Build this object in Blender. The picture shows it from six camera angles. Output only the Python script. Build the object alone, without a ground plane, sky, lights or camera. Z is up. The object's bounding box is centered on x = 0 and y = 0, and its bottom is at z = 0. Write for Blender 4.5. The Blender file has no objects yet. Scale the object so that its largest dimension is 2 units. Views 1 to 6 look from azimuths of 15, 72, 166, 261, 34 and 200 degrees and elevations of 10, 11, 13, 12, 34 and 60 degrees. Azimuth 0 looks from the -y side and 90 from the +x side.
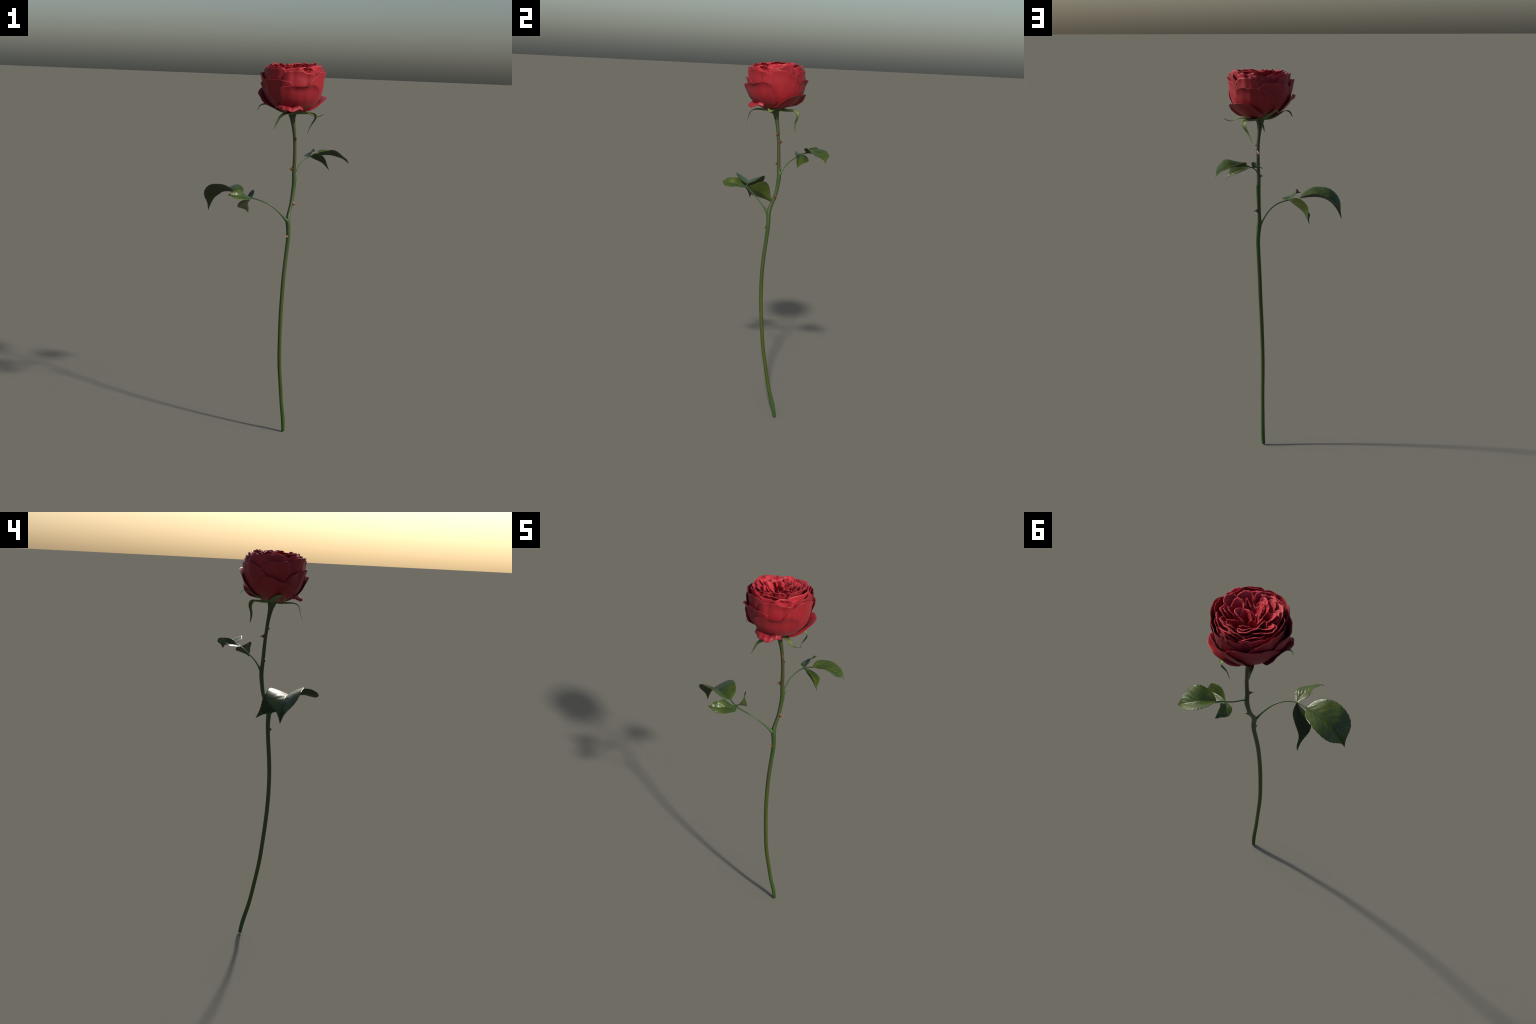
"""A single long-stemmed garden rose: curved thorny stem, two three-part leaves,
a green calyx with five curling sepals and a full, cupped, many-petalled red flower."""
import bpy, math, random
import numpy as np
from mathutils import Vector, Matrix

random.seed(11)
rng = np.random.default_rng(11)
scene = bpy.context.scene

# ------------------------------------------------------------------ helpers
def link(obj, parent=None):
    scene.collection.objects.link(obj)
    if parent is not None:
        obj.parent = parent
        obj.matrix_parent_inverse = parent.matrix_world.inverted()
    return obj

def mesh_object(name, verts, faces, mats, face_mats=None, parent=None, smooth=True, frame=None):
    """verts are in world space; frame (4x4) becomes the object's own axes."""
    verts = np.asarray(verts, float)
    if frame is not None:
        inv = np.array(frame.inverted())
        verts = verts @ inv[:3, :3].T + inv[:3, 3]
    me = bpy.data.meshes.new(name)
    me.from_pydata(verts.tolist(), [], faces)
    for m in mats:
        me.materials.append(m)
    if face_mats is not None:
        me.polygons.foreach_set("material_index", face_mats)
    me.polygons.foreach_set("use_smooth", [smooth] * len(faces))
    me.update()
    ob = bpy.data.objects.new(name, me)
    if frame is not None:
        ob.matrix_world = frame
    scene.collection.objects.link(ob)
    if parent is not None:
        bpy.context.view_layer.update()
        ob.parent = parent
        ob.matrix_parent_inverse = parent.matrix_world.inverted()
    return ob

def spline(ctrl, n, knots=None):
    """natural cubic spline through control points, n samples"""
    c = np.asarray(ctrl, float)
    m = len(c)
    k = np.arange(m, dtype=float) if knots is None else np.asarray(knots, float)
    h = np.diff(k)
    A = np.eye(m); R = np.zeros_like(c)
    for i in range(1, m - 1):
        A[i, i-1], A[i, i], A[i, i+1] = h[i-1], 2*(h[i-1]+h[i]), h[i]
        R[i] = 6*((c[i+1]-c[i])/h[i] - (c[i]-c[i-1])/h[i-1])
    M = np.linalg.solve(A, R)
    t = np.linspace(k[0], k[-1], n) if np.isscalar(n) else k[0] + (k[-1]-k[0])*np.asarray(n)
    i = np.clip(np.searchsorted(k, t, side="right")-1, 0, m-2)
    a = (t-k[i])[:, None]; hh = h[i][:, None]
    return c[i] + a*((c[i+1]-c[i])/hh - hh*(2*M[i]+M[i+1])/6) + a*a*M[i]/2 + a**3*(M[i+1]-M[i])/(6*hh)

def unit(v):
    return v/np.maximum(np.linalg.norm(v, axis=-1, keepdims=True), 1e-12)

def tube(path, radii, seg=20, round_ends=(True, True), wobble=None):
    """sweep a circle along a path; rounded caps"""
    P = np.asarray(path, float); r = np.asarray(radii, float)
    T = unit(np.gradient(P, axis=0))
    up = np.array([1.0, 0, 0]); N = []
    n = unit(up - T[0]*(up@T[0]))
    for t in T:
        n = unit(n - t*(n@t)); N.append(n)
    N = np.array(N); B = np.cross(T, N)
    rings = [(P[i], r[i], N[i], B[i]) for i in range(len(P))]
    def cap(i, sgn):
        out = []
        for a in (0.35, 0.65, 0.88):
            out.append((P[i]+sgn*T[i]*r[i]*0.55*a, r[i]*math.sqrt(1-a*a), N[i], B[i]))
        return out
    if round_ends[0]: rings = cap(0, -1)[::-1] + rings
    if round_ends[1]: rings = rings + cap(-1, 1)
    V = []; F = []
    ang = np.linspace(0, 2*np.pi, seg, endpoint=False)
    for j, (p, rr, nn, bb) in enumerate(rings):
        for a in ang:
            q = rr*(1 + (wobble(p, a) if wobble else 0))
            V.append(p + q*(np.cos(a)*nn + np.sin(a)*bb))
    for j in range(len(rings)-1):
        for k in range(seg):
            k2 = (k+1) % seg
            F.append((j*seg+k, j*seg+k2, (j+1)*seg+k2, (j+1)*seg+k))
    F.append(tuple(range(seg))[::-1])
    F.append(tuple((len(rings)-1)*seg + k for k in range(seg)))
    return np.array(V), F

def sheet(G, thick):
    """closed thin shell from a grid of points G[i,j]; returns verts, faces, side index (0 top,1 under,2 rim)"""
    ni, nj, _ = G.shape
    du = np.gradient(G, axis=0); dv = np.gradient(G, axis=1)
    N = unit(np.cross(du, dv))
    V = np.concatenate([(G + N*thick/2).reshape(-1, 3), (G - N*thick/2).reshape(-1, 3)])
    F = []; S = []; o = ni*nj
    for i in range(ni-1):
        for j in range(nj-1):
            a, b, c, d = i*nj+j, (i+1)*nj+j, (i+1)*nj+j+1, i*nj+j+1
            F.append((a, b, c, d)); S.append(0)
            F.append((o+d, o+c, o+b, o+a)); S.append(1)
    edge = [(i*nj, (i+1)*nj) for i in range(ni-1)][::-1]
    def strip(pairs, flip):
        for a, b in pairs:
            q = (a, b, o+b, o+a)
            F.append(q[::-1] if flip else q); S.append(0)
    strip([(i*nj, (i+1)*nj) for i in range(ni-1)], True)
    strip([(i*nj+nj-1, (i+1)*nj+nj-1) for i in range(ni-1)], False)
    strip([(j, j+1) for j in range(nj-1)], False)
    strip([((ni-1)*nj+j, (ni-1)*nj+j+1) for j in range(nj-1)], True)
    return V, F, S

# ------------------------------------------------------------------ materials
def new_mat(name):
    m = bpy.data.materials.new(name); m.use_nodes = True
    nt = m.node_tree; nt.nodes.clear()
    out = nt.nodes.new("ShaderNodeOutputMaterial")
    bs = nt.nodes.new("ShaderNodeBsdfPrincipled")
    nt.links.new(bs.outputs[0], out.inputs[0])
    return m, nt, bs, out

def node(nt, kind, **props):
    n = nt.nodes.new(kind)
    for k, v in props.items():
        if k in n.inputs.keys(): n.inputs[k].default_value = v
        else: setattr(n, k, v)
    return n

def ramp(nt, src, stops):
    r = nt.nodes.new("ShaderNodeValToRGB")
    e = r.color_ramp.elements
    while len(e) < len(stops): e.new(0.5)
    for el, (p, c) in zip(e, stops):
        el.position = p; el.color = (*c, 1) if len(c) == 3 else c
    nt.links.new(src, r.inputs[0]); return r

def noise(nt, coord, scale, detail=4, stretch=None, rough=0.55):
    src = coord
    if stretch:
        mp = nt.nodes.new("ShaderNodeMapping"); mp.inputs["Scale"].default_value = stretch
        nt.links.new(coord, mp.inputs["Vector"]); src = mp.outputs[0]
    n = node(nt, "ShaderNodeTexNoise", Scale=scale, Detail=detail, Roughness=rough)
    nt.links.new(src, n.inputs["Vector"]); return n.outputs["Fac"]

def mix(nt, fac, a, b, mode="MIX"):
    m = nt.nodes.new("ShaderNodeMix"); m.data_type = "RGBA"; m.blend_type = mode
    for sock, val in ((m.inputs[0], fac), (m.inputs[6], a), (m.inputs[7], b)):
        if isinstance(val, (int, float)): sock.default_value = val
        elif isinstance(val, tuple): sock.default_value = (*val, 1)
        else: nt.links.new(val, sock)
    return m.outputs[2]

def bump(nt, bs, height, strength, dist=0.002):
    b = node(nt, "ShaderNodeBump", Strength=strength, Distance=dist)
    nt.links.new(height, b.inputs["Height"]); nt.links.new(b.outputs[0], bs.inputs["Normal"])

def add_translucent(nt, bs, out, color, fac):
    tr = nt.nodes.new("ShaderNodeBsdfTranslucent")
    if isinstance(color, tuple): tr.inputs[0].default_value = (*color, 1)
    else: nt.links.new(color, tr.inputs[0])
    ms = nt.nodes.new("ShaderNodeMixShader"); ms.inputs[0].default_value = fac
    nt.links.new(bs.outputs[0], ms.inputs[1]); nt.links.new(tr.outputs[0], ms.inputs[2])
    nt.links.new(ms.outputs[0], out.inputs[0])

def petal_material(name, tone):
    m, nt, bs, out = new_mat(name)
    co = nt.nodes.new("ShaderNodeTexCoord").outputs["Object"]
    streak = noise(nt, co, 60, 5, (1, 1, 0.09), 0.6)
    cloud = noise(nt, co, 16, 3)
    c1 = ramp(nt, streak, [(0.30, tuple(x*0.80 for x in tone)), (0.70, tuple(min(1, x*1.16) for x in tone))])
    c2 = ramp(nt, cloud, [(0.35, tuple(x*y for x, y in zip(tone, (0.82, 0.72, 0.80)))), (0.68, tuple(x*y for x, y in zip(tone, (1.12, 1.15, 1.08))))])
    col = mix(nt, 0.5, c1.outputs[0], c2.outputs[0])
    info = nt.nodes.new("ShaderNodeObjectInfo")
    var = ramp(nt, info.outputs["Random"], [(0, (0.88, 0.86, 0.90)), (1, (1.06, 1.06, 1.04))])
    col = mix(nt, 1.0, col, var.outputs[0], "MULTIPLY")
    nt.links.new(col, bs.inputs["Base Color"])
    bs.inputs["Roughness"].default_value = 0.52
    bs.inputs["Specular IOR Level"].default_value = 0.35
    bs.inputs["Sheen Weight"].default_value = 0.10
    bs.inputs["Sheen Roughness"].default_value = 0.45
    bs.inputs["Sheen Tint"].default_value = (1.0, 0.55, 0.62, 1)
    bump(nt, bs, streak, 0.25, 0.0015)
    add_translucent(nt, bs, out, col, 0.10)
    return m

def green_material(name, dark, mid, warm, rough, spec=0.5, scale=9.0, stretch=None, trans=0.0, grain=0.2, coat=0.0):
    m, nt, bs, out = new_mat(name)
    co = nt.nodes.new("ShaderNodeTexCoord").outputs["Object"]
    a = noise(nt, co, scale, 4, stretch)
    b = noise(nt, co, scale*2.7, 3, stretch)
    c1 = ramp(nt, a, [(0.32, dark), (0.62, mid)])
    k = ramp(nt, b, [(0.52, (0, 0, 0)), (0.72, (1, 1, 1))])
    col = mix(nt, k.outputs[0], c1.outputs[0], warm)
    nt.links.new(col, bs.inputs["Base Color"])
    rr = node(nt, "ShaderNodeMapRange"); rr.inputs["To Min"].default_value = rough*0.8; rr.inputs["To Max"].default_value = rough*1.25
    nt.links.new(b, rr.inputs["Value"]); nt.links.new(rr.outputs[0], bs.inputs["Roughness"])
    bs.inputs["Specular IOR Level"].default_value = spec
    bs.inputs["Coat Weight"].default_value = coat; bs.inputs["Coat Roughness"].default_value = rough*0.7
    fine = noise(nt, co, scale*14, 3, stretch)
    bump(nt, bs, fine, grain, 0.0012)
    if trans: add_translucent(nt, bs, out, col, trans)
    return m

def stem_material():
    """green skin, more saturated at the cut end, flushed olive and reddish brown towards the flower"""
    m, nt, bs, out = new_mat("stem_skin")
    co = nt.nodes.new("ShaderNodeTexCoord").outputs["Object"]
    sep = nt.nodes.new("ShaderNodeSeparateXYZ"); nt.links.new(co, sep.inputs[0])
    h = node(nt, "ShaderNodeMath", operation="DIVIDE"); nt.links.new(sep.outputs[2], h.inputs[0]); h.inputs[1].default_value = 2.0
    base = ramp(nt, h.outputs[0], [(0.0, (0.024, 0.078, 0.010)), (0.06, (0.034, 0.078, 0.010)), (0.20, (0.053, 0.069, 0.009)),
                                   (0.38, (0.046, 0.070, 0.010)), (0.475, (0.048, 0.064, 0.018)), (0.53, (0.030, 0.070, 0.011)), (0.585, (0.034, 0.070, 0.013)),
                                   (0.63, (0.046, 0.064, 0.018)), (0.69, (0.034, 0.070, 0.013)), (0.735, (0.050, 0.053, 0.014)), (0.78, (0.053, 0.050, 0.019)),
                                   (0.83, (0.042, 0.059, 0.016)), (0.88, (0.037, 0.050, 0.014))])
    st = noise(nt, co, 55, 4, (1, 1, 0.12))
    v = ramp(nt, st, [(0.3, (0.84, 0.86, 0.84)), (0.7, (1.14, 1.12, 1.16))])
    col = mix(nt, 1.0, base.outputs[0], v.outputs[0], "MULTIPLY")
    nt.links.new(col, bs.inputs["Base Color"])
    bs.inputs["Roughness"].default_value = 0.42
    bs.inputs["Specular IOR Level"].default_value = 0.45
    bump(nt, bs, st, 0.25, 0.001)
    return m

def thorn_material():
    m, nt, bs, out = new_mat("thorn_horn")
    co = nt.nodes.new("ShaderNodeTexCoord").outputs["Object"]   # local z runs from stem to point, 0..1
    sep = nt.nodes.new("ShaderNodeSeparateXYZ"); nt.links.new(co, sep.inputs[0])
    c = ramp(nt, sep.outputs[2], [(0.1, (0.070, 0.035, 0.011)), (0.45, (0.155, 0.078, 0.026)), (0.8, (0.31, 0.195, 0.080)), (1.0, (0.20, 0.13, 0.055))])
    n = noise(nt, co, 5, 3)
    v = ramp(nt, n, [(0.3, (0.8, 0.8, 0.8)), (0.7, (1.2, 1.2, 1.2))])
    nt.links.new(mix(nt, 1.0, c.outputs[0], v.outputs[0], "MULTIPLY"), bs.inputs["Base Color"])
    bs.inputs["Roughness"].default_value = 0.4
    return m

def leaf_top_material():
    m, nt, bs, out = new_mat("leaf_upper")
    co = nt.nodes.new("ShaderNodeTexCoord").outputs["Object"]    # local y: base to tip, x: across
    a = noise(nt, co, 22, 4); b = noise(nt, co, 55, 4)
    c1 = ramp(nt, a, [(0.30, (0.036, 0.062, 0.010)), (0.52, (0.056, 0.090, 0.010)), (0.72, (0.088, 0.114, 0.009))])
    # side veins: slanted fine bands mirrored about the midrib
    sep = nt.nodes.new("ShaderNodeSeparateXYZ"); nt.links.new(co, sep.inputs[0])
    ab = node(nt, "ShaderNodeMath", operation="ABSOLUTE"); nt.links.new(sep.outputs[0], ab.inputs[0])
    ma = node(nt, "ShaderNodeMath", operation="MULTIPLY_ADD"); nt.links.new(ab.outputs[0], ma.inputs[0]); ma.inputs[1].default_value = -0.75
    nt.links.new(sep.outputs[1], ma.inputs[2])
    cmb = nt.nodes.new("ShaderNodeCombineXYZ"); nt.links.new(ma.outputs[0], cmb.inputs[0])
    wv = node(nt, "ShaderNodeTexWave", Scale=16.0, Distortion=0.8, Detail=2.0); nt.links.new(cmb.outputs[0], wv.inputs["Vector"])
    vein = ramp(nt, wv.outputs["Fac"], [(0.90, (0, 0, 0)), (1.0, (1, 1, 1))])
    vf = node(nt, "ShaderNodeMath", operation="MULTIPLY"); nt.links.new(vein.outputs[0], vf.inputs[0]); vf.inputs[1].default_value = 0.30
    col = mix(nt, vf.outputs[0], c1.outputs[0], (0.085, 0.145, 0.030))
    nt.links.new(col, bs.inputs["Base Color"])
    rr = node(nt, "ShaderNodeMapRange"); rr.inputs["To Min"].default_value = 0.20; rr.inputs["To Max"].default_value = 0.42
    nt.links.new(b, rr.inputs["Value"]); nt.links.new(rr.outputs[0], bs.inputs["Roughness"])
    bs.inputs["Specular IOR Level"].default_value = 0.6
    f = noise(nt, co, 160, 3)
    hm = node(nt, "ShaderNodeMath", operation="ADD"); nt.links.new(f, hm.inputs[0])
    neg = node(nt, "ShaderNodeMath", operation="MULTIPLY"); nt.links.new(vein.outputs[0], neg.inputs[0]); neg.inputs[1].default_value = -0.5
    nt.links.new(neg.outputs[0], hm.inputs[1])
    bump(nt, bs, hm.outputs[0], 0.22, 0.0012)
    add_translucent(nt, bs, out, (0.16, 0.30, 0.02), 0.16)
    return m

RED = (0.325, 0.016, 0.026)  # red darkened a little for the crevice shade between petals
petal_red = petal_material("petal_crimson", RED)
petal_heart = petal_material("petal_heart_crimson", (0.510, 0.028, 0.044))  # same red, lightened to paint in sunlight on the inner petals
leaf_top = leaf_top_material()
leaf_under = green_material("leaf_underside", (0.040, 0.060, 0.022), (0.058, 0.080, 0.030), (0.070, 0.090, 0.022), 0.55, 0.35, 24, None, 0.16)
stalk_green = green_material("leaf_stalk_skin", (0.024, 0.066, 0.015), (0.038, 0.092, 0.018), (0.048, 0.086, 0.018), 0.40, 0.5, 18, (1, 1, 0.3))
sepal_outer = green_material("sepal_outer", (0.060, 0.095, 0.026), (0.100, 0.150, 0.038), (0.125, 0.170, 0.052), 0.50, 0.4, 20, None, 0.10)
sepal_inner = green_material("sepal_inner", (0.110, 0.155, 0.050), (0.170, 0.225, 0.075), (0.200, 0.255, 0.090), 0.60, 0.35, 20, None, 0.10)
calyx_green = green_material("calyx_skin", (0.036, 0.056, 0.016), (0.050, 0.074, 0.022), (0.058, 0.074, 0.024), 0.45, 0.45, 30)
stem_skin = stem_material()
thorn_horn = thorn_material()

# ------------------------------------------------------------------ the thing
FOOT = Vector((0.0964, 0.0606, 0.0))
rose = bpy.data.objects.new("rose", None)
rose.empty_display_size = 0.1
rose.location = FOOT
rose["label"] = "long-stemmed red garden rose with thorns, leaves and full bloom"
rose["category"] = "rose"
scene.collection.objects.link(rose)
bpy.context.view_layer.update()

# ------------------------------------------------------------------ stem
STEM = [  # x, y, z, radius: slow S-curve with a knee at each leaf node
    (0.0964, 0.0606, 0.000, 0.0086), (0.0969, 0.0495, 0.060, 0.0100), (0.0920, 0.0255, 0.150, 0.0096),
    (0.0863, 0.0009, 0.270, 0.0095), (0.0796, -0.0212, 0.400, 0.0097), (0.0782, -0.0353, 0.530, 0.0098),
    (0.0796, -0.0462, 0.660, 0.0099), (0.0837, -0.0516, 0.800, 0.0099), (0.0874, -0.0495, 0.900, 0.0100),
    (0.0932, -0.0421, 1.000, 0.0100), (0.0968, -0.0365, 1.060, 0.0099), (0.0985, -0.0337, 1.100, 0.0102),
    (0.0976, -0.0323, 1.130, 0.0106), (0.0958, -0.0325, 1.155, 0.0110), (0.0929, -0.0322, 1.180, 0.0121),
    (0.0932, -0.0216, 1.220, 0.0097), (0.0998, -0.0010, 1.280, 0.0093), (0.1036, 0.0092, 1.340, 0.0099),
    (0.1055, 0.0133, 1.390, 0.0107), (0.1033, 0.0108, 1.430, 0.0095), (0.1040, 0.0071, 1.490, 0.0087),
    (0.1035, 0.0029, 1.560, 0.0081), (0.1010, -0.0027, 1.620, 0.0083), (0.0940, -0.0092, 1.676, 0.0098), (0.0906, -0.0130, 1.700, 0.0117), (0.0890, -0.0155, 1.718, 0.0145)]
sk = [s[2] for s in STEM]
path = spline(STEM, 260, sk)
stem_xyz, stem_r = path[:, :3].copy() + np.array([0.0006, 0, 0]), path[:, 3]*1.06
stem_xyz[:, 2] += 0.0048 * (1 - np.clip(stem_xyz[:, 2]/0.05, 0, 1))     # rounded foot touches z = 0
def bark(p, a):
    return 0.022*math.sin(3*a + 9*p[2]) + 0.014*math.sin(5*a - 14*p[2] + 1)
V, F = tube(stem_xyz, stem_r, 24, (True, False), bark)
stem = mesh_object("stem", V, F, [stem_skin], parent=rose)

def stem_at(z):
    i = int(np.argmin(abs(stem_xyz[:, 2]-z))); return stem_xyz[i], stem_r[i]

# thorns: a broad oval foot on the stem sweeping into a sharp, slightly drooping point
THORN_TIPS = [(0.1256, -0.0306, 1.609), (0.1054, 0.0387, 1.5675), (0.0694, -0.0098, 1.4491),
              (0.1375, 0.0054, 1.2686), (0.0831, -0.0624, 1.1010)]
for tip in THORN_TIPS:
    tip = np.array(tip)
    c, r = stem_at(tip[2] + 0.003)
    d = unit(tip - c); d_flat = unit(np.array([d[0], d[1], 0]))
    foot = c + d_flat*r*0.55
    L = np.linalg.norm(tip-foot)
    upv = np.array([0, 0, 1.0]); side = unit(np.cross(d_flat, upv))
    rings = []; seg = 14
    for t in np.linspace(0, 1, 12):
        ctr = foot + (tip-foot)*t + upv*0.0016*math.sin(math.pi*t)
        hgt = 0.0135*(1-t)**3.0 + 0.0034*(1-t); wid = 0.0058*(1-t)**1.9 + 0.0022*(1-t)
        for a in np.linspace(0, 2*np.pi, seg, endpoint=False):
            rings.append(ctr + side*wid*math.cos(a) + upv*hgt*math.sin(a))
    F = [(j*seg+k, j*seg+(k+1) % seg, (j+1)*seg+(k+1) % seg, (j+1)*seg+k) for j in range(11) for k in range(seg)]
    F.append(tuple(range(seg))[::-1])
    z_ax = Vector(unit(tip-foot)); x_ax = Vector(side); y_ax = z_ax.cross(x_ax).normalized(); x_ax = y_ax.cross(z_ax)
    fr = Matrix((x_ax, y_ax, z_ax)).transposed().to_4x4() @ Matrix.Scale(L, 4)
    fr.translation = Vector(foot)
    mesh_object("thorn", rings, F, [thorn_horn], parent=stem, frame=fr)

# ------------------------------------------------------------------ leaves
def leaf_stalk(ctrl, node_pt, r0, r1):
    p = spline(ctrl, 60)
    t = np.linspace(0, 1, 60)
    rad = r1 + (r0-r1)*np.exp(-t*8) + 0.0030*np.exp(-(t/0.06)**2)
    V, F = tube(p, rad, 14, (True, True))
    return mesh_object("leaf_stalk", V, F, [stalk_green], parent=rose)

def leaflet(left, mid, right, parent, cup=0.10, teeth=15, tooth=0.0032, seed=0):
    """blade lofted between two margins and a midrib (control points base -> tip)"""
    r = random.Random(seed)
    n, m = 90, 33
    t = np.linspace(0, 1, n)
    Lc, Mc, Rc = spline(left, t), spline(mid, t), spline(right, t)
    v = np.linspace(-1, 1, m)
    G = np.zeros((n, m, 3))
    ph = [r.uniform(0, 6.28) for _ in range(6)]
    length = np.linalg.norm(Mc[-1]-Mc[0])
    for i in range(n):
        el, er = Lc[i]-Mc[i], Rc[i]-Mc[i]
        # serrated margin
        env = math.sin(math.pi*min(1, max(0, (t[i]-0.04)/0.94)))**0.5 if 0.04 < t[i] < 0.98 else 0
        saw = ((t[i]*teeth) % 1.0)
        add = tooth*env*(saw-0.5)
        el = el*(1 + add/max(np.linalg.norm(el), 1e-4)); er = er*(1 + add/max(np.linalg.norm(er), 1e-4))
        w = np.linalg.norm(Lc[i]-Rc[i])
        tang = unit(Mc[min(i+1, n-1)]-Mc[max(i-1, 0)])
        nrm = unit(np.cross(unit(Rc[i]-Lc[i]+1e-9), tang))
        for j, s in enumerate(v):
            e = el if s < 0 else er
            a = abs(s)
            p = Mc[i] + e*a
            # each half bellies down slightly; quilting between side veins
            p = p - nrm*cup*w*a*(1-a)*(1-0.0)
            q = math.sin((t[i]*8 - a*2.6)*2*math.pi + (0 if s < 0 else 1.3))
            p = p + nrm*(0.0009*q*min(1, a*4)*(1-a)*env + 0.0018*math.sin(7*t[i]+ph[0]+3*s)*a*a*env)
            G[i, j] = p
    V, F, S = sheet(G, 0.0011)
    # which side is the upper one? z-up side of the central patch
    nn = np.cross(G[n//3+1, m//2]-G[n//3, m//2], G[n//3, m//2+1]-G[n//3, m//2-1])
    y = Vector(unit(Mc[-1]-Mc[0])); x = Vector(unit(Rc[n//2]-Lc[n//2])); z = x.cross(y).normalized(); x = y.cross(z).normalized()
    fr = Matrix((x, y, z)).transposed().to_4x4(); fr.translation = Vector(Mc[0])
    mats = [leaf_top, leaf_under]
    return mesh_object("leaflet", V, F, mats, S, parent=parent, frame=fr)

def midway(a, b, sag, up):
    """a midrib between two margins, dropped below them by sag * width on the side away from `up`"""
    A, B = spline(a, 9), spline(b, 9)
    m = (A+B)/2; T = unit(np.gradient(m, axis=0))
    n = unit(np.cross(unit(B-A+1e-9), T)); n *= np.sign(n @ np.array(up))[:, None]
    w = np.linalg.norm(B-A, axis=1)[:, None]
    m = m - n*w*sag
    m[0], m[-1] = A[0], A[-1]
    return m

# lower leaf, reaching left and forward
stalk_low = leaf_stalk([(0.0890, -0.0372, 1.1850), (0.0388, -0.0750, 1.2440), (-0.0138, -0.1018, 1.2812), (-0.0770, -0.1118, 1.3000), (-0.1413, -0.0898, 1.3125)], None, 0.0068, 0.0033)
end_margin_a = [(-0.1413, -0.0898, 1.3125), (-0.1736, -0.1300, 1.3354), (-0.2216, -0.1348, 1.3591), (-0.2669, -0.1318, 1.3642), (-0.3125, -0.1131, 1.3561), (-0.3467, -0.0912, 1.3276), (-0.3589, -0.0627, 1.2888), (-0.3513, -0.0309, 1.2495), (-0.3520, -0.0110, 1.2030)]
end_margin_b = [(-0.1413, -0.0898, 1.3125), (-0.1527, -0.0325, 1.3337), (-0.1885, 0.0099, 1.3502), (-0.2284, 0.0359, 1.3460), (-0.2711, 0.0467, 1.3226), (-0.3044, 0.0368, 1.2942), (-0.3304, 0.0152, 1.2690), (-0.3435, -0.0022, 1.2373), (-0.3520, -0.0110, 1.2030)]
end_rib = [(-0.1413, -0.0898, 1.3125), (-0.2007, -0.0702, 1.3205), (-0.2529, -0.0516, 1.3175), (-0.2958, -0.0345, 1.2954), (-0.3281, -0.0210, 1.2558), (-0.3520, -0.0110, 1.2030)]
front_margin_a = [(-0.0876, -0.1103, 1.3011), (-0.0672, -0.1434, 1.2998), (-0.0661, -0.1734, 1.3036), (-0.0809, -0.1962, 1.3009), (-0.1018, -0.2108, 1.3011), (-0.1209, -0.2223, 1.3025), (-0.1398, -0.2308, 1.3090), (-0.1613, -0.2292, 1.3173), (-0.1850, -0.2250, 1.3210)]
front_margin_b = [(-0.0876, -0.1103, 1.3011), (-0.1129, -0.1277, 1.3155), (-0.1330, -0.1360, 1.3296), (-0.1407, -0.1520, 1.3436), (-0.1422, -0.1698, 1.3473), (-0.1495, -0.1898, 1.3464), (-0.1620, -0.2014, 1.3425), (-0.1655, -0.2189, 1.3319), (-0.1850, -0.2250, 1.3210)]
rear_margin_a = [(-0.0876, -0.1103, 1.3011), (-0.0886, -0.0650, 1.3165), (-0.0970, -0.0245, 1.3290), (-0.1141, 0.0064, 1.3274), (-0.1317, 0.0277, 1.3121), (-0.1484, 0.0433, 1.2886), (-0.1509, 0.0504, 1.2543), (-0.1472, 0.0601, 1.2247), (-0.1528, 0.0737, 1.1968)]
rear_margin_b = [(-0.0876, -0.1103, 1.3011), (-0.1264, -0.0935, 1.2879), (-0.1579, -0.0780, 1.2712), (-0.1756, -0.0547, 1.2475), (-0.1791, -0.0277, 1.2355), (-0.1732, -0.0015, 1.2295), (-0.1636, 0.0239, 1.2224), (-0.1569, 0.0487, 1.2124), (-0.1528, 0.0737, 1.1968)]
rear_rib = [(-0.0876, -0.1103, 1.3011), (-0.1053, -0.0715, 1.2840), (-0.1228, -0.0321, 1.2699), (-0.1374, 0.0056, 1.2519), (-0.1463, 0.0397, 1.2256), (-0.1528, 0.0737, 1.1968)]
leaflet(end_margin_b, end_rib, end_margin_a, stalk_low, seed=1)
leaflet(front_margin_b, midway(front_margin_a, front_margin_b, 0.10, (0.4, -0.3, 1)), front_margin_a, stalk_low, seed=2)
leaflet(rear_margin_b, rear_rib, rear_margin_a, stalk_low, seed=3)

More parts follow.
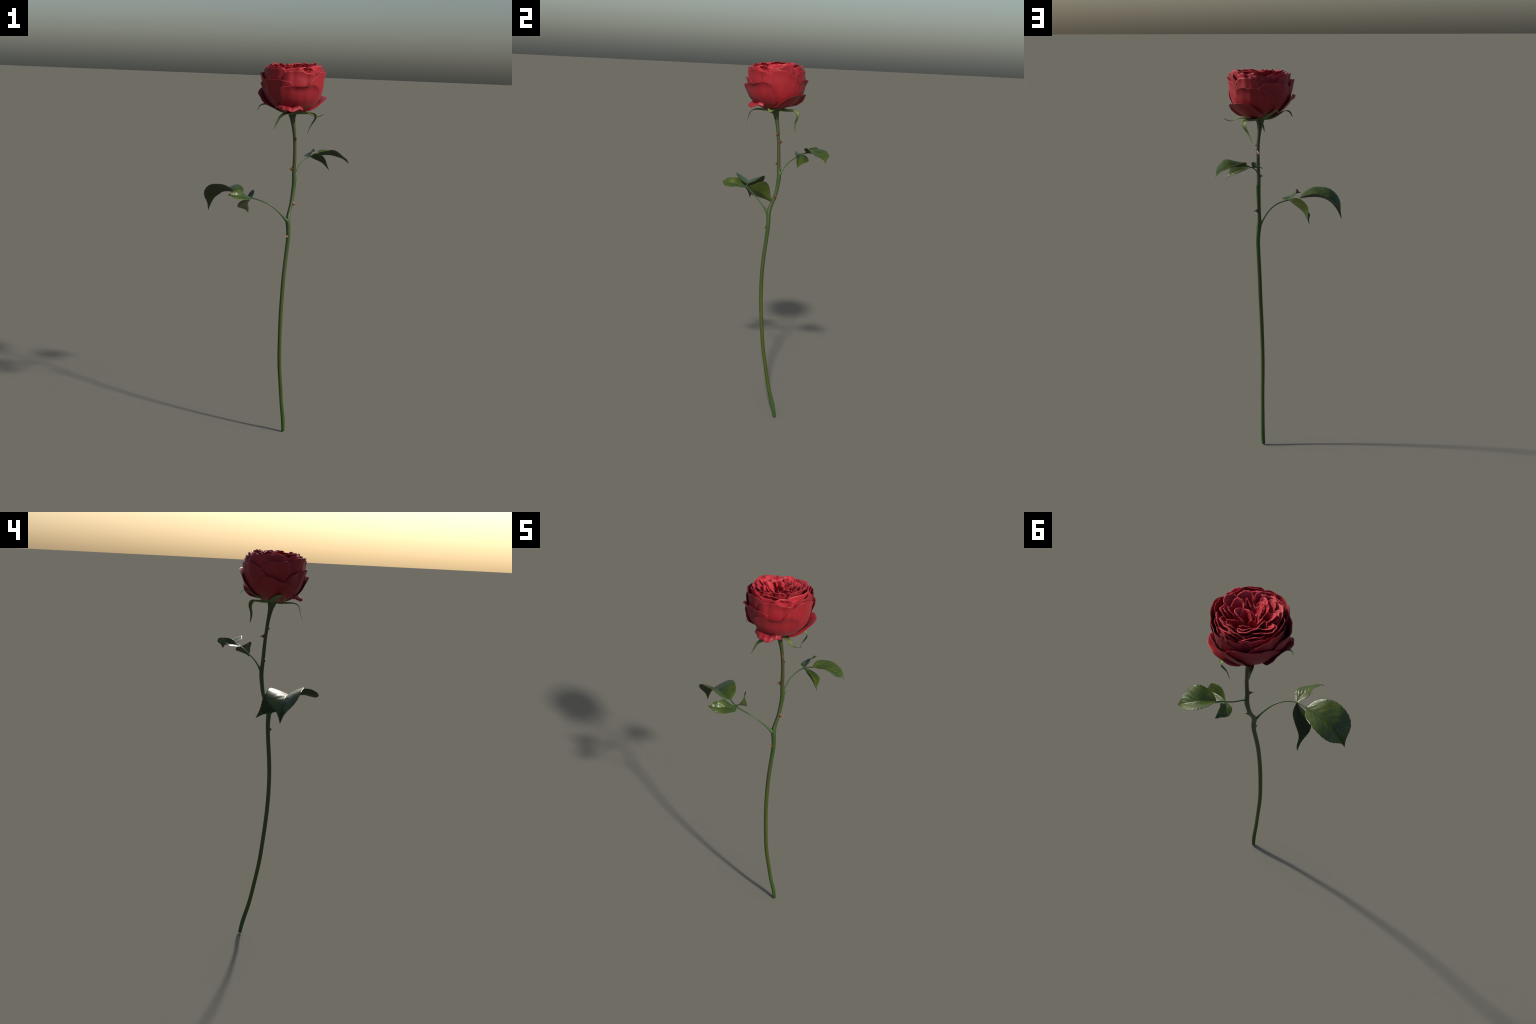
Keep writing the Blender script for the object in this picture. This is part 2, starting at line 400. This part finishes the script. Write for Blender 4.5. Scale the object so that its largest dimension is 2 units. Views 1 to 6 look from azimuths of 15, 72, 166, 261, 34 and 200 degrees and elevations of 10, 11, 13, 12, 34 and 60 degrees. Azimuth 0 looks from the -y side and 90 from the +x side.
# upper leaf, reaching right and back
stalk_high = leaf_stalk([(0.1095, 0.0145, 1.3960), (0.1125, 0.0500, 1.4497), (0.1269, 0.0856, 1.4840), (0.1541, 0.1150, 1.5102), (0.1953, 0.1352, 1.5228)], None, 0.0062, 0.0030)
tip_margin_a = [(0.1953, 0.1352, 1.5228), (0.2167, 0.1127, 1.5391), (0.2489, 0.1004, 1.5483), (0.2794, 0.0981, 1.5576), (0.3076, 0.1032, 1.5521), (0.3296, 0.1162, 1.5333), (0.3435, 0.1374, 1.5164), (0.3504, 0.1677, 1.5045), (0.3600, 0.1840, 1.4820)]
tip_margin_b = [(0.1953, 0.1352, 1.5228), (0.1970, 0.1600, 1.5430), (0.2110, 0.1845, 1.5485), (0.2364, 0.2056, 1.5475), (0.2628, 0.2186, 1.5434), (0.2892, 0.2203, 1.5326), (0.3155, 0.2171, 1.5180), (0.3388, 0.1988, 1.5038), (0.3600, 0.1840, 1.4820)]
tip_rib = [(0.1953, 0.1352, 1.5228), (0.2298, 0.1477, 1.5235), (0.2635, 0.1600, 1.5240), (0.2963, 0.1730, 1.5165), (0.3288, 0.1827, 1.5050), (0.3600, 0.1840, 1.4820)]
near_margin_a = [(0.1619, 0.1166, 1.5135), (0.1793, 0.0862, 1.5253), (0.2017, 0.0663, 1.5362), (0.2286, 0.0550, 1.5321), (0.2493, 0.0498, 1.5184), (0.2609, 0.0525, 1.4990), (0.2687, 0.0527, 1.4803), (0.2763, 0.0544, 1.4643), (0.2840, 0.0540, 1.4490)]
near_margin_b = [(0.1619, 0.1166, 1.5135), (0.1820, 0.1274, 1.5107), (0.2033, 0.1334, 1.5029), (0.2245, 0.1334, 1.4944), (0.2434, 0.1284, 1.4830), (0.2559, 0.1108, 1.4765), (0.2634, 0.0888, 1.4696), (0.2709, 0.0686, 1.4614), (0.2840, 0.0540, 1.4490)]
near_rib = [(0.1619, 0.1166, 1.5135), (0.1890, 0.0978, 1.5039), (0.2171, 0.0837, 1.4959), (0.2425, 0.0721, 1.4847), (0.2638, 0.0619, 1.4680), (0.2840, 0.0540, 1.4490)]
far_margin_a = [(0.1619, 0.1166, 1.5135), (0.1375, 0.1292, 1.5136), (0.1215, 0.1427, 1.5135), (0.1188, 0.1652, 1.5126), (0.1230, 0.1863, 1.5163), (0.1338, 0.2002, 1.5229), (0.1469, 0.2081, 1.5269), (0.1561, 0.2196, 1.5329), (0.1670, 0.2270, 1.5360)]
far_margin_b = [(0.1619, 0.1166, 1.5135), (0.1623, 0.1338, 1.5211), (0.1695, 0.1444, 1.5343), (0.1704, 0.1564, 1.5429), (0.1649, 0.1705, 1.5471), (0.1629, 0.1879, 1.5512), (0.1617, 0.2018, 1.5517), (0.1650, 0.2133, 1.5428), (0.1670, 0.2270, 1.5360)]
leaflet(tip_margin_a, tip_rib, tip_margin_b, stalk_high, seed=4)
leaflet(near_margin_a, near_rib, near_margin_b, stalk_high, seed=5)
leaflet(far_margin_b, midway(far_margin_a, far_margin_b, 0.12, (-0.3, 0.2, 1)), far_margin_a, stalk_high, seed=6)

# ------------------------------------------------------------------ calyx and sepals
HIP = [(0.0906, -0.0130, 1.700, 0.0112), (0.0892, -0.0152, 1.715, 0.0146), (0.0882, -0.0172, 1.728, 0.0192), (0.0880, -0.0182, 1.738, 0.0212), (0.0880, -0.0190, 1.746, 0.0215)]
hp = spline(HIP, 40)
V, F = tube(hp[:, :3], hp[:, 3], 28, (False, True), lambda p, a: 0.02*math.sin(5*a))
calyx = mesh_object("calyx", V, F, [calyx_green], parent=rose)

def sepal(ctrl, w0, twist, seed):
    n, m = 56, 11
    c = np.array(ctrl, float)
    t = np.linspace(0, 1, n)
    C = spline(c, t)
    T = unit(np.gradient(C, axis=0))
    axis = np.array([0.088, -0.018, 1.9])
    G = np.zeros((n, m, 3))
    for i in range(n):
        inward = axis - C[i]
        s = np.cross(T[i], np.array([0, 0, 1.0]))
        if i == 0: prev = unit(s)
        s = prev - T[i]*(prev @ T[i]); s = unit(s); prev = s
        a = twist*max(0, t[i]-0.25)/0.75
        nn = np.cross(s, T[i])
        s2 = s*math.cos(a) + nn*math.sin(a); n2 = np.cross(s2, T[i])
        w = w0*(0.75 + 0.55*math.sin(min(1, t[i]/0.55)*math.pi*0.75))*(1-t[i])**0.85 + 0.0006
        for j, v in enumerate(np.linspace(-1, 1, m)):
            G[i, j] = C[i] + s2*w*v + n2*w*0.85*(1-t[i])**1.8*(v*v)
    V, F, S = sheet(G, 0.0014)
    S = [1-s if s < 2 else s for s in S]
    mesh_object("sepal", V, F, [sepal_outer, sepal_inner], [0 if s == 1 else 1 for s in S], parent=calyx)

sepal([(0.075, -0.0170, 1.7385), (0.0233, -0.0121, 1.7445), (-0.0226, -0.0219, 1.7683), (-0.0543, -0.0400, 1.7799), (-0.0786, -0.0498, 1.7706), (-0.0900, -0.0470, 1.7460)], 0.0185, 0.0, 1)
sepal([(0.0885, -0.0300, 1.7385), (0.0909, -0.0715, 1.7360), (0.0847, -0.1195, 1.7396), (0.0628, -0.1476, 1.7295), (0.0436, -0.1557, 1.6987), (0.0300, -0.1660, 1.6610)], 0.0185, 0.5, 2)
sepal([(0.0990, -0.0090, 1.7385), (0.1442, 0.0300, 1.7373), (0.1802, 0.0619, 1.7369), (0.1871, 0.0729, 1.7131), (0.1683, 0.0697, 1.6777), (0.1510, 0.0780, 1.6320)], 0.0215, -0.5, 3)
sepal([(0.1010, -0.0265, 1.7385), (0.1359, -0.0495, 1.7390), (0.1768, -0.0738, 1.7439), (0.2089, -0.0886, 1.7345), (0.2382, -0.0880, 1.7325), (0.2660, -0.0840, 1.7460)], 0.0175, 0.6, 4)
sepal([(0.0840, -0.0060, 1.7385), (0.0743, 0.0242, 1.7483), (0.0598, 0.0606, 1.7662), (0.0435, 0.0956, 1.7837), (0.0364, 0.1301, 1.7970), (0.0310, 0.1500, 1.7830)], 0.0185, 0.0, 5)

# ------------------------------------------------------------------ flower
AX = np.array([0.089, -0.022]); Z0 = 1.742
def polar(az, r, z):
    a = np.radians(az)
    return np.stack([AX[0] + r*np.sin(a), AX[1] - r*np.cos(a), z], -1)

# inner core (receptacle with the packed petal bases) closing the cup from below
core_prof = [(0.002, 1.746), (0.05, 1.754), (0.085, 1.778), (0.110, 1.82), (0.124, 1.87), (0.122, 1.925), (0.090, 1.942), (0.050, 1.925), (0.002, 1.915)]
cp = spline(core_prof, 40); seg = 48; V = []; F = []
for r_, z_ in cp:
    for k in range(seg):
        V.append(polar(360*k/seg, max(r_, 0.001)*(1+0.05*math.sin(7*2*math.pi*k/seg)), z_))
for j in range(len(cp)-1):
    for k in range(seg):
        F.append((j*seg+k, j*seg+(k+1) % seg, (j+1)*seg+(k+1) % seg, (j+1)*seg+k))
F.append(tuple(range(seg))[::-1]); F.append(tuple((len(cp)-1)*seg+k for k in range(seg)))
flower = mesh_object("flower", V, F, [petal_red], parent=rose)

def ripple(s, seed, amp):
    r = random.Random(seed)
    return amp*(math.sin(5.1*s + r.uniform(0, 6.28)) + 0.7*math.sin(9.7*s + r.uniform(0, 6.28)) + 0.45*math.sin(17*s + r.uniform(0, 6.28)))

def lift(az):
    """the crown stands a little higher on its right and rear side"""
    return 0.0055*(1+math.cos(math.radians(az-140)))

COUNT = [0]
BOWL = np.array([(0.012, 1.742), (0.060, 1.748), (0.095, 1.764), (0.118, 1.781), (0.136, 1.802), (0.147, 1.824), (0.155, 1.855), (0.159, 1.895), (0.156, 1.940), (0.152, 1.975), (0.148, 2.0)])
BOWL_F = spline(BOWL, 400)
def bowl_r(z, az=20.0):
    """bowl radius at a height; the back of the cup is cut a little higher than the front"""
    low = 0.013*(0.5-0.5*math.cos(math.radians(az-20.0)))*np.clip((1.90-np.asarray(z))/0.08, 0, 1)
    return np.interp(z-low, BOWL_F[:, 1], BOWL_F[:, 0])

def cup_petal(rim, layer, flare=0.006, wave=0.0022, arch=None, lip=0.84, droop=0.0, dent=None, crease=0.0032, nt=34, ns=52, mat=None):
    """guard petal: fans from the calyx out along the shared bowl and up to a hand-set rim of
    (azimuth, radius, height) points; `flare` rolls the lip outwards, `layer` nests it inwards"""
    COUNT[0] += 1; seed = COUNT[0]; rr_ = random.Random(seed*7)
    a = np.array(rim, float)
    if layer >= 8:
        a[:, 2] += [lift(q) for q in a[:, 0]]
    az = np.degrees(np.unwrap(np.radians(a[:, 0])))
    d = np.r_[0, np.cumsum(np.hypot(np.radians(np.diff(az))*0.16, np.diff(a[:, 2])))]
    R = spline(np.c_[az, a[:, 1], a[:, 2]], np.linspace(0, 1, ns), d/d[-1])
    G = np.zeros((nt, ns, 3))
    azm = (az[0]+az[-1])/2
    folds = [(rr_.uniform(0.12, 0.88), rr_.choice((-1, 1))*rr_.uniform(0.5, 1.0), rr_.uniform(0.035, 0.10), rr_.uniform(-0.35, 0.35)) for _ in range(5)]
    zb = Z0 + 0.0015*layer
    lag = np.linspace(0, 1, nt)
    for j in range(ns):
        A, r, z = R[j]; s_ = j/(ns-1)
        edge = math.sin(math.pi*s_)**0.5
        r = r + ripple(s_*2.4, seed, wave)*edge; z = z + ripple(s_*2.4+5, seed+50, wave*0.8)*edge
        fl = flare*edge*(0.75+0.35*math.sin(7*s_+seed))
        # walk up the bowl by arc length until the rim height
        zz = np.concatenate([np.linspace(zb, zb+0.012, 40), np.linspace(zb+0.0125, z, 80)])
        rb = bowl_r(zz, A)
        rb = rb - 0.0034*layer*np.clip((rb-0.012)/0.08, 0, 1)
        arc = np.r_[0, np.cumsum(np.hypot(np.diff(rb), np.diff(zz)))]; arc /= arc[-1]
        zi = np.interp(lag, arc, zz); ri = np.interp(lag, arc, rb)
        off = (r-fl) - rb[-1]
        if arch:                        # reflexed petal: rises, crests, and tips over downwards
            B = np.array([(0.012, zb), (0.55*r, zb+0.004), (0.88*r, z+arch), (r, z)])
            W = np.stack([(1-lag)**3, 3*lag*(1-lag)**2, 3*lag**2*(1-lag), lag**3], -1) @ B
            ri, zi, off, fl = W[:, 0], W[:, 1], 0.0, 0.0
        for i, t in enumerate(lag):
            f = max(0, (t-lip)/(1-lip))
            e4 = abs(2*s_-1)**4
            rr = ri[i] + off*t**2.6 + fl*f**1.7 + 0.0062*e4*math.sin(math.pi*0.72*min(1, t**0.75))
            zq = zi[i] - fl*0.45*f**3 - droop*edge*f**2
            if dent:                    # one deeper hollow below the lip
                rr -= dent[1]*math.exp(-((s_-dent[0])/dent[2])**2)*math.sin(math.pi*t**1.3)**1.2
            # soft lengthwise creases
            for cc, am, wd, sl in folds:
                g = (s_-cc-sl*(t-0.6))/wd
                rr += crease*am*math.exp(-g*g)*math.sin(math.pi*min(1, t*1.02))*t
            aa = azm + (A-azm)*(0.60+0.40*min(1, t/0.5))
            G[i, j] = polar(aa, rr, zq)
    V, F, S = sheet(G, 0.0014)
    return mesh_object("petal", V, F, [mat or petal_red], parent=flower)

def heart_petal(rim, z, drop=0.015, lip=1.0, depth=0.075, base_pull=0.6, wave=0.0013, scoop=False, nt=22, ns=34):
    """inner petal: rises steeply from the heart, then its lip bends outwards to a rim that follows
    (azimuth, radius) points seen from above; the rim's ends fall by `drop`"""
    COUNT[0] += 1; seed = COUNT[0]
    z = z + 0.002 + lift(rim[len(rim)//2][0])
    p = np.array([polar(a, r, 0.0)[:2] - AX for a, r in rim])
    d = np.r_[0, np.cumsum(np.hypot(*np.diff(p, axis=0).T))]
    C = spline(p, np.linspace(0, 1, ns), d/d[-1])
    mid = C[ns//2]; chord = (C[0]+C[-1])/2
    base = (chord*0.75+mid*0.25)*base_pull
    width = np.linalg.norm(C[0]-C[-1])
    ins = lip*min(0.024, 0.010 + 0.22*d[-1]*0.5)
    out = mid-chord
    out = unit(out if np.linalg.norm(out) > 0.004 and out @ (mid-base) > 0 else mid-base)
    G = np.zeros((nt, ns, 3))
    for j in range(ns):
        s_ = j/(ns-1); e = abs(2*s_-1)
        zr = z - drop*e**2.0 + ripple(s_*2, seed, wave*0.9)
        q = C[j] + out*ripple(s_*2+3, seed+9, wave)
        inw = unit((base + (q-base)*0.15) - q)*0.55 - out*0.45
        inw = unit(inw)*ins*(1-0.35*e)
        b0 = base + (q-base)*0.18; zb = z-depth
        P = np.array([(*b0, zb), (*(q+inw*1.25), zr-0.050), (*(q+inw*0.55), zr+0.0035), (*q, zr-0.0045)])
        if scoop:
            zr -= 0.005                 # wide open, face turned up towards the heart
            m1 = b0 + (q-b0)*0.55
            P = np.array([(*b0, zb+0.012), (*m1, zr-0.040), (*(q+inw*0.35), zr+0.001), (*q, zr-0.002)])
        for i in range(nt):
            t = i/(nt-1)
            w = np.array([(1-t)**3, 3*t*(1-t)**2, 3*t*t*(1-t), t**3])
            v = w @ P
            G[i, j, :2] = AX + v[:2]; G[i, j, 2] = v[2] + 0.0010*math.sin(11*s_+seed)*t
    V, F, S = sheet(G, 0.0013)
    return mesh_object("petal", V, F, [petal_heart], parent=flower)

# --- bottom, reflexed guard petals
cup_petal([(322, .108, 1.762), (333, .128, 1.768), (346, .143, 1.764), (0, .149, 1.754), (12, .146, 1.752), (26, .134, 1.764), (40, .112, 1.758)], 0, 0.0, arch=0.050, wave=0.0028)
cup_petal([(66, .085, 1.758), (80, .125, 1.785), (92, .155, 1.818), (105, .171, 1.838), (118, .178, 1.843), (132, .172, 1.849), (150, .160, 1.839), (165, .140, 1.806), (178, .105, 1.768)], 0, 0.028, wave=0.002, lip=0.76, droop=0.010)
cup_petal([(226, .145, 1.815), (235, .163, 1.845), (242, .170, 1.865), (251, .176, 1.871), (261, .180, 1.864), (270, .184, 1.855), (280, .182, 1.846), (290, .172, 1.822), (300, .145, 1.785)], 0, 0.014, lip=0.8)
# --- main cup
cup_petal([(343, .145, 1.830), (352, .172, 1.872), (4, .168, 1.882), (16, .167, 1.886), (29, .171, 1.888), (40, .173, 1.892), (51, .170, 1.893), (62, .165, 1.885), (69, .153, 1.855), (73, .135, 1.820)], 1, 0.015)
cup_petal([(282, .145, 1.840), (290, .165, 1.877), (299, .172, 1.895), (310, .170, 1.911), (321, .182, 1.915), (333, .168, 1.914), (345, .164, 1.910), (357, .161, 1.908), (6, .155, 1.904), (12, .145, 1.888), (15, .130, 1.855)], 2, 0.015)
cup_petal([(117, .146, 1.860), (123, .161, 1.902), (130, .166, 1.912), (142, .169, 1.916), (154, .174, 1.912), (163, .172, 1.906), (171, .170, 1.902), (183, .168, 1.888), (193, .163, 1.860), (201, .145, 1.820)], 1, 0.015)
cup_petal([(158, .145, 1.870), (168, .157, 1.913), (181, .158, 1.932), (193, .159, 1.936), (206, .162, 1.932), (220, .164, 1.931), (233, .163, 1.913), (246, .161, 1.879), (254, .150, 1.840)], 2, 0.003)
cup_petal([(230, .148, 1.880), (238, .162, 1.916), (246, .168, 1.936), (254, .174, 1.942), (264, .180, 1.941), (279, .171, 1.945), (290, .168, 1.935), (301, .164, 1.918), (310, .150, 1.880)], 3, 0.006)
cup_petal([(34, .140, 1.850), (41, .155, 1.890), (54, .156, 1.927), (67, .159, 1.951), (80, .162, 1.956), (91, .165, 1.951), (107, .157, 1.935), (124, .151, 1.912), (132, .140, 1.870)], 2, 0.010, dent=(0.42, 0.011, 0.11))
# --- upper cup
cup_petal([(348, .140, 1.910), (357, .158, 1.944), (6, .157, 1.954), (15, .155, 1.957), (24, .155, 1.957), (34, .156, 1.951), (44, .157, 1.948), (53, .155, 1.945), (62, .140, 1.905)], 4, 0.008)
cup_petal([(284, .138, 1.910), (292, .152, 1.950), (300, .158, 1.958), (312, .160, 1.963), (325, .160, 1.966), (338, .158, 1.967), (349, .152, 1.963), (357, .146, 1.947), (4, .135, 1.905)], 5, 0.006)
cup_petal([(57, .136, 1.920), (64, .148, 1.953), (72, .152, 1.965), (82, .153, 1.973), (92, .153, 1.984), (100, .154, 1.974), (110, .151, 1.955), (119, .138, 1.910)], 5, 0.006)
cup_petal([(110, .138, 1.910), (119, .152, 1.947), (126, .155, 1.955), (142, .154, 1.957), (157, .152, 1.956), (164, .150, 1.947), (175, .146, 1.928), (184, .135, 1.890)], 4, 0.008)
cup_petal([(136, .125, 1.930), (147, .140, 1.962), (158, .145, 1.967), (170, .143, 1.966), (183, .142, 1.967), (193, .138, 1.957), (202, .125, 1.925)], 6, 0.010)
cup_petal([(198, .138, 1.915), (204, .150, 1.945), (216, .155, 1.962), (228, .157, 1.968), (240, .157, 1.973), (255, .157, 1.975), (266, .153, 1.967), (274, .147, 1.950), (282, .135, 1.910)], 5, 0.004)

# --- collar of ruffled petals just inside the cup
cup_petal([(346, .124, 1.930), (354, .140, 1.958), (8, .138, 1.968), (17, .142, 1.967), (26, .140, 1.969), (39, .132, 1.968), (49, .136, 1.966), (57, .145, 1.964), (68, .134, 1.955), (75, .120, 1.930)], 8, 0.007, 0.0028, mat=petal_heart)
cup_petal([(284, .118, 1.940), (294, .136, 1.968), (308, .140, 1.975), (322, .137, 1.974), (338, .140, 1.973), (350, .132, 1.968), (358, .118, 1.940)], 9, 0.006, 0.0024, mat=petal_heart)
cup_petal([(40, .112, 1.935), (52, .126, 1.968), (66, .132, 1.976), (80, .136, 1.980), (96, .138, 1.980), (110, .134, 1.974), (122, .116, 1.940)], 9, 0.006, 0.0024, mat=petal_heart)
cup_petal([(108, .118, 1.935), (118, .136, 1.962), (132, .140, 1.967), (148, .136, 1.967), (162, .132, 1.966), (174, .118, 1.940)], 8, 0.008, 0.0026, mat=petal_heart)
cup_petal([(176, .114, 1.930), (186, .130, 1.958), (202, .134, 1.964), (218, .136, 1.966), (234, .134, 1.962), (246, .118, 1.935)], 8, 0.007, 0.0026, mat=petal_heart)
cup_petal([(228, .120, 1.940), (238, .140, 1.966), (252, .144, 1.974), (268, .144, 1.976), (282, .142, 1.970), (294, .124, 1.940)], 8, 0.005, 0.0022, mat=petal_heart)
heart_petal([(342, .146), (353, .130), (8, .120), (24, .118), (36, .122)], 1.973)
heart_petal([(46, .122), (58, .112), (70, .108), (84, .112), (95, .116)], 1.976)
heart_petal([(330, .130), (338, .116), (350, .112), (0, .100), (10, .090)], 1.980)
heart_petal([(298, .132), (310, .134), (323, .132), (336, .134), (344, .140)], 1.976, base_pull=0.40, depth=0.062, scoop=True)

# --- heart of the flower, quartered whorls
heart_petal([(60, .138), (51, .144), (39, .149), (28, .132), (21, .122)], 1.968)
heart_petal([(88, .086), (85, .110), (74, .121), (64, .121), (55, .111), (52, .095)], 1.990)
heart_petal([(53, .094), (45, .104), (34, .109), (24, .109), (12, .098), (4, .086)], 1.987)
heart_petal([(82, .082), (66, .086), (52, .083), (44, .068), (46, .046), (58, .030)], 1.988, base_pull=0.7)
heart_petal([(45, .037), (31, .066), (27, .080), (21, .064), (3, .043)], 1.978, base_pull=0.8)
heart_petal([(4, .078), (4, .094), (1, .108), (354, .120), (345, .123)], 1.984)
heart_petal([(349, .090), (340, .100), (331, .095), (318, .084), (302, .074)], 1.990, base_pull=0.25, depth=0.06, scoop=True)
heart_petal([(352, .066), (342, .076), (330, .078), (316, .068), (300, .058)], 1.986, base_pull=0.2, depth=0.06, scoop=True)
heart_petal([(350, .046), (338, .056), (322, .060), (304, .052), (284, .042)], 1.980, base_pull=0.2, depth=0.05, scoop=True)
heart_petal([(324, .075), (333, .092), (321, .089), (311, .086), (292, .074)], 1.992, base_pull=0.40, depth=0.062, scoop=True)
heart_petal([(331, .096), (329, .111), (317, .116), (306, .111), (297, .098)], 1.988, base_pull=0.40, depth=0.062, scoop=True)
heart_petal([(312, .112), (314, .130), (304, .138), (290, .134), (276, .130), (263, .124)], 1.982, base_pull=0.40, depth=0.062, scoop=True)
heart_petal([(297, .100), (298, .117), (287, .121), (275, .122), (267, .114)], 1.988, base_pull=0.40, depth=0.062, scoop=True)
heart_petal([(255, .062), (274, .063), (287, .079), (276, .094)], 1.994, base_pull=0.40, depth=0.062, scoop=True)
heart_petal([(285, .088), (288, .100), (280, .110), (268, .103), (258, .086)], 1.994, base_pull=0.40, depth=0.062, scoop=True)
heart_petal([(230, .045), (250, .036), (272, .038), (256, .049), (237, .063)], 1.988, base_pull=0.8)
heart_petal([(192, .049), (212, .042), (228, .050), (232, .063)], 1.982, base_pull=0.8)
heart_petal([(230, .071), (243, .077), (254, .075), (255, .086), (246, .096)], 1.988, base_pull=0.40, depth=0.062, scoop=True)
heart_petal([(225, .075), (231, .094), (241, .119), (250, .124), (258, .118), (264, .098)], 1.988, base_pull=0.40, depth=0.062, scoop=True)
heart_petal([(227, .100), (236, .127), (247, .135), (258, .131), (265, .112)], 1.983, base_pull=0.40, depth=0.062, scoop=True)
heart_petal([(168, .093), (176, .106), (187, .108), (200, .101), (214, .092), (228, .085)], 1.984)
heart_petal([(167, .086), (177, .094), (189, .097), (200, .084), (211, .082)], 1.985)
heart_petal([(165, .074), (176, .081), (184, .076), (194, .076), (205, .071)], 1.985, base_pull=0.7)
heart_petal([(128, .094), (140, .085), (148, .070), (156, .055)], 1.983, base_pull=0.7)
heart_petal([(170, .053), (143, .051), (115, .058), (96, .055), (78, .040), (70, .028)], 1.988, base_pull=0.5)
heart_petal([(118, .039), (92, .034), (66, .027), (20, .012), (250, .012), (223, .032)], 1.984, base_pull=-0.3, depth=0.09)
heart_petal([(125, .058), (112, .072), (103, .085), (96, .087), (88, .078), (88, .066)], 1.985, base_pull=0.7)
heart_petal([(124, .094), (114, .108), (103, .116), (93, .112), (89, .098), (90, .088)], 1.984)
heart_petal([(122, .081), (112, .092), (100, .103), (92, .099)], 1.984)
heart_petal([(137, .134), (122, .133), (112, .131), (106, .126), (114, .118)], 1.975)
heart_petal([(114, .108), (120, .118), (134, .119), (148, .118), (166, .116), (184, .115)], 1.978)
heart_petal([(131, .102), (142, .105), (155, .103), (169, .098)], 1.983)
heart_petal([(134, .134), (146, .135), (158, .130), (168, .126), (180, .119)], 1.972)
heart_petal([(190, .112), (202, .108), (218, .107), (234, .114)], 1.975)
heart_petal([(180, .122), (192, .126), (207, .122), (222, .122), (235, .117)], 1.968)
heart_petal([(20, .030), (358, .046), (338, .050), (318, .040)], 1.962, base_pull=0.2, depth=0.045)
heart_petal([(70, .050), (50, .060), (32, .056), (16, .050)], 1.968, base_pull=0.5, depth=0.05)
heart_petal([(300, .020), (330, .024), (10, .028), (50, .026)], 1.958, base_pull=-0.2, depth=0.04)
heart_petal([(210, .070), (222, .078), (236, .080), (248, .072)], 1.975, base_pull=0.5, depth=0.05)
